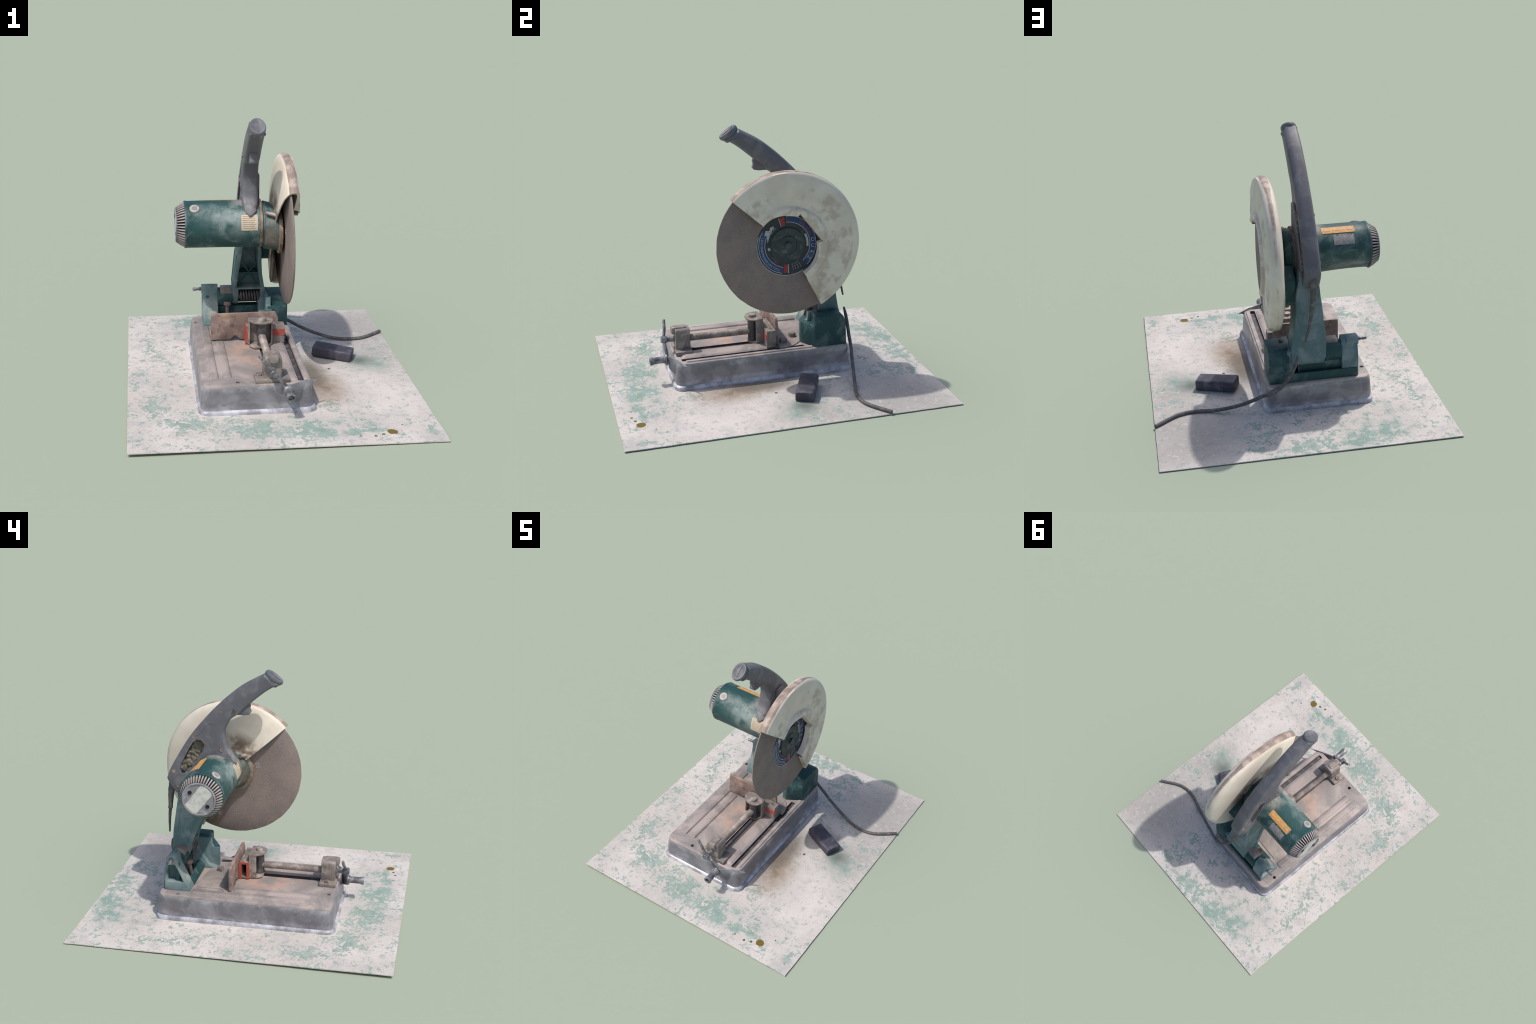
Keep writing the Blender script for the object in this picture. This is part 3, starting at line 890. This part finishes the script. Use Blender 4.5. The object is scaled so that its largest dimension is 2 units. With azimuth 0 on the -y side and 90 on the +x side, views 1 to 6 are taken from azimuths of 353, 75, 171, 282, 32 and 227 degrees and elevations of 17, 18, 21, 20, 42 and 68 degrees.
# --- handle
back = [(-.113, 1.561), (-.046, 1.526), (.031, 1.481), (.105, 1.423), (.166, 1.368), (.234, 1.300), (.302, 1.223), (.371, 1.135), (.441, 1.024), (.496, .926), (.520, .868)]
front = [(.072, .972), (.082, .992), (.098, 1.030), (.129, 1.085), (.145, 1.160), (.138, 1.204), (.103, 1.265), (.050, 1.305), (-.004, 1.357), (-.076, 1.419), (-.126, 1.458), (-.169, 1.485), (-.196, 1.500)]
poly = [(p.x, p.y) for p in spline([(a, b, 0) for a, b in back], 4)] + [(.524, .855), (.508, .815), (.463, .755), (.40, .765), (.32, .82), (.2, .86), (.10, .89), (.080, .945)] + [(p.x, p.y) for p in spline([(a, b, 0) for a, b in front], 4)]
def inset(pts, d):
    area = sum(p[0] * q[1] - q[0] * p[1] for p, q in zip(pts, pts[1:] + pts[:1]))
    sg, out = (1 if area > 0 else -1), []
    for i, p in enumerate(pts):
        e = Vector(pts[(i + 1) % len(pts)]) - Vector(pts[i - 1])
        e.normalize()
        k = d * (.25 if p[1] > 1.48 and p[0] < -.12 or (p[0] < .13 and p[1] < 1.0) else 1)   # ends are buried
        out.append((p[0] - sg * k * e.y, p[1] + sg * k * e.x))
    return out
layers = [(-.143, .013), (-.1405, .007), (-.136, .003), (-.129, .0005), (-.122, 0), (-.086, 0), (-.072, .0025), (-.060, .007), (-.051, .013), (-.046, .019)]
bm = loft([[(x, y, z) for y, z in inset(poly, d)] for x, d in layers])
for v in bm.verts:                       # the foot ends in a rounded tongue on the motor
    if v.co.y < .2 and v.co.z < 1.07:
        v.co.x = -.0965 + (v.co.x + .0965) * max(.25, math.sqrt(max(0, 1 - ((1.07 - v.co.z) / .10) ** 2)))
for v in bm.verts:                       # narrower grip, leaning slightly to the disc side
    t = min(max((v.co.z - 1.0) / .55, 0), 1)
    v.co.x = -.098 + (v.co.x + .098) * (1 - .10 * t) - .003 * (1 - t)
handle = obj("handle", bm, HANDLE, saw)
rec = [(.345, 1.105), (.318, 1.128), (.288, 1.122), (.268, 1.095), (.292, 1.035), (.34, .965), (.395, .893), (.425, .893), (.440, .915), (.420, .968), (.375, 1.055)]
cut(handle, [prism(rec, -.20, -.105)], 40)
pan = [(.318, 1.150), (.298, 1.165), (.250, 1.220), (.228, 1.236), (.203, 1.230), (.194, 1.208), (.204, 1.160), (.232, 1.108), (.262, 1.068), (.262, 1.10), (.280, 1.134), (.305, 1.142)]
cut(handle, [prism(pan, -.20, -.1415)], 40)
bm = bmesh.new()
gr = [[bm.verts.new((-.116 + .012 * noise.noise(Vector((y * 45, z * 45, 2))) + .005 * noise.noise(Vector((y * 110, z * 110, 5))), y, z))
       for y in [.255 + .195 * i / 40 for i in range(41)]] for z in [.885 + .25 * j / 50 for j in range(51)]]
for j in range(50):
    for i in range(40):
        y, z = gr[j][i].co.y, gr[j][i].co.z
        lo = .455 - (z - .885) * .60     # slanted window, a little larger than the opening
        if lo - .125 < y < lo + .012:
            bm.faces.new((gr[j][i], gr[j][i + 1], gr[j + 1][i + 1], gr[j + 1][i]))
bmesh.ops.delete(bm, geom=[v for v in bm.verts if not v.link_faces], context="VERTS")
ex = bmesh.ops.extrude_face_region(bm, geom=bm.faces[:])
bmesh.ops.translate(bm, vec=(.012, 0, 0), verts=[v for v in ex["geom"] if isinstance(v, bmesh.types.BMVert)])
# keep the packed swarf inside the handle's hollow
for v in bm.verts:
    if v.co.x > -.095:
        v.co.x = -.095
obj("recess_swarf", bm, DEBRIS, saw, 180, "stuff")
bm = xdisc((.405, .925), [(-.136, .013), (-.120, .015)], 18)
obj("recess_plug", bm, CABLE, saw)
# screw sockets
for y, z in ((-.122, 1.516), (.162, 1.322), (.070, 1.332), (.338, 1.147), (.160, 1.068), (.474, .908), (.450, .812)):
    x = -.1465 + .006 * min(max((z - 1.0) / .55, 0), 1) * 1.6
    bm = xdisc((y, z), [(x - .0008, .0085), (x - .002, .0115), (x + .006, .0125)], 18)
    obj("handle_screw", bm, RUST if z < 1.45 else DARKIRON, saw)
# flared end cap, slanted
c = Vector((-.096, -.163, 1.533))
u = Vector((0, .094, .069)).normalized()
nrm = Vector((0, -.62, .78)).normalized()
w = Vector((1, 0, 0))
def oval(h, a, b, n=56):
    return [tuple(c + nrm * h + u * a * math.cos(k * math.tau / n) + w * b * math.sin(k * math.tau / n)) for k in range(n)]
bm = loft([oval(-.040, .047, .037), oval(-.018, .054, .041), oval(-.004, .063, .047), oval(.010, .063, .047), oval(.0175, .058, .043), oval(.018, .048, .035), oval(.013, .042, .030)])
obj("handle_end_cap", bm, HANDLE, saw, 50)
bm = loft([[tuple(c + nrm * h + u * (s * .040) + w * k) for s, k in ((-1, -.003), (1, -.003), (1, .003), (-1, .003))] for h in (.011, .0165)])
obj("end_cap_seam", bm, HANDLE, saw)
# trigger
bm = prism([(-.010, 1.370), (-.018, 1.348), (-.012, 1.330), (-.022, 1.312), (-.014, 1.298), (.020, 1.292), (.062, 1.292), (.085, 1.29), (.05, 1.33)], -.120, -.076)
bevel(obj("trigger", bm, HANDLE, saw), .006)
bm = xdisc((.072, 1.331), [(-.155, .012), (-.15, .014)], 16)
obj("lock_button", bm, DARKIRON, saw)
# gear-side shell of the handle, fuller towards the disc
bm = prism([(.20, 1.19), (.265, 1.195), (.345, 1.095), (.420, .985), (.472, .89), (.455, .845), (.39, .84), (.30, .90), (.20, .99)], -.050, -.034)
bevel(obj("handle_side_shell", bm, HANDLE, saw), .008, 3)
# swarf crust on the seam between handle and gearcase
bm = bmesh.new()
for i in range(60):
    t = i / 59
    y, z = .31 + .20 * t + random.uniform(-.004, .004), 1.175 - .30 * t + random.uniform(-.006, .006)
    bmesh.ops.create_icosphere(bm, subdivisions=2, radius=random.uniform(.004, .009), matrix=Matrix.Translation((-.047 + random.uniform(-.003, .003), y - .03, z)))
cr = obj("seam_crust", bm, DEBRIS, saw, 60, "stuff")
roughen(cr, .006, 70)

# --- mains cable
def sr(t):                               # sleeve tapers to a collar, then the bare cable
    z = pts[round(t * (len(pts) - 1))].z
    if z > .645:
        return .0135 + .010 * min(1, (z - .645) / .14)
    return .016 if z > .622 else .0055 + .0055 * (z - .437) / .18
pts = spline([(-.100, .488, .850), (-.106, .496, .82), (-.100, .512, .73), (-.087, .523, .64), (-.070, .536, .56), (-.033, .552, .437)], 8)
bm = tube(pts, sr, 14, jit=.12)
obj("strain_relief", bm, CABLE, saw)
pts = spline([(.004, .545, .368), (.021, .553, .316), (.052, .555, .253), (.085, .552, .207), (.118, .549, .173), (.17, .539, .141), (.215, .526, .123), (.273, .511, .093), (.344, .493, .062), (.428, .470, .036), (.50, .450, .021), (.57, .434, .0165),
              (.645, .432, .0165), (.71, .452, .0165), (.765, .488, .0165), (.81, .523, .0165), (.845, .55, .0165)], 6)
bm = tube(pts, lambda t: .0055 + .0055 * min(1, t / .06), 12, jit=.05)
obj("mains_cable", bm, CABLE, saw)

# ------------------------------------------------------------------ second level: details under the part that carries them
owner = {"motor_housing": ("orange_sticker", "sticker_print", "rating_plate", "paper_label", "label_line", "moulded_slot", "brush_cap", "brush_cap_centre", "motor_end_cap", "vent_ridge", "end_cap_disc", "cap_sticker", "cap_screw_socket", "motor_collar"),
         "handle": ("handle_screw", "handle_end_cap", "end_cap_seam", "trigger", "lock_button", "recess_swarf", "recess_plug", "seam_crust", "handle_side_shell"),
         "base_tray": ("pressed_rib", "rear_bolt", "bent_corner_lip"),
         "disc_guard": ("guard_screw", "guard_skirt", "guard_emboss"),
         "vise_jaw": ("red_jaw_edge", "jaw_bracket", "jaw_pivot", "pivot_bolt_head"),
         "nut_block": ("nut_base", "half_nut", "base_bolt"),
         "vise_screw": ("screw_head", "crank_bar", "crank_grip", "crank_ring"),
         "swing_arm": ("arm_stiffener", "arm_panel_border", "chain_hook", "guard_bracket", "stop_lug")}
for o in list(scene.objects):
    for host, kinds in owner.items():
        if o.parent is saw and o.name.split(".")[0] in kinds:
            adopt(o, bpy.data.objects[host])
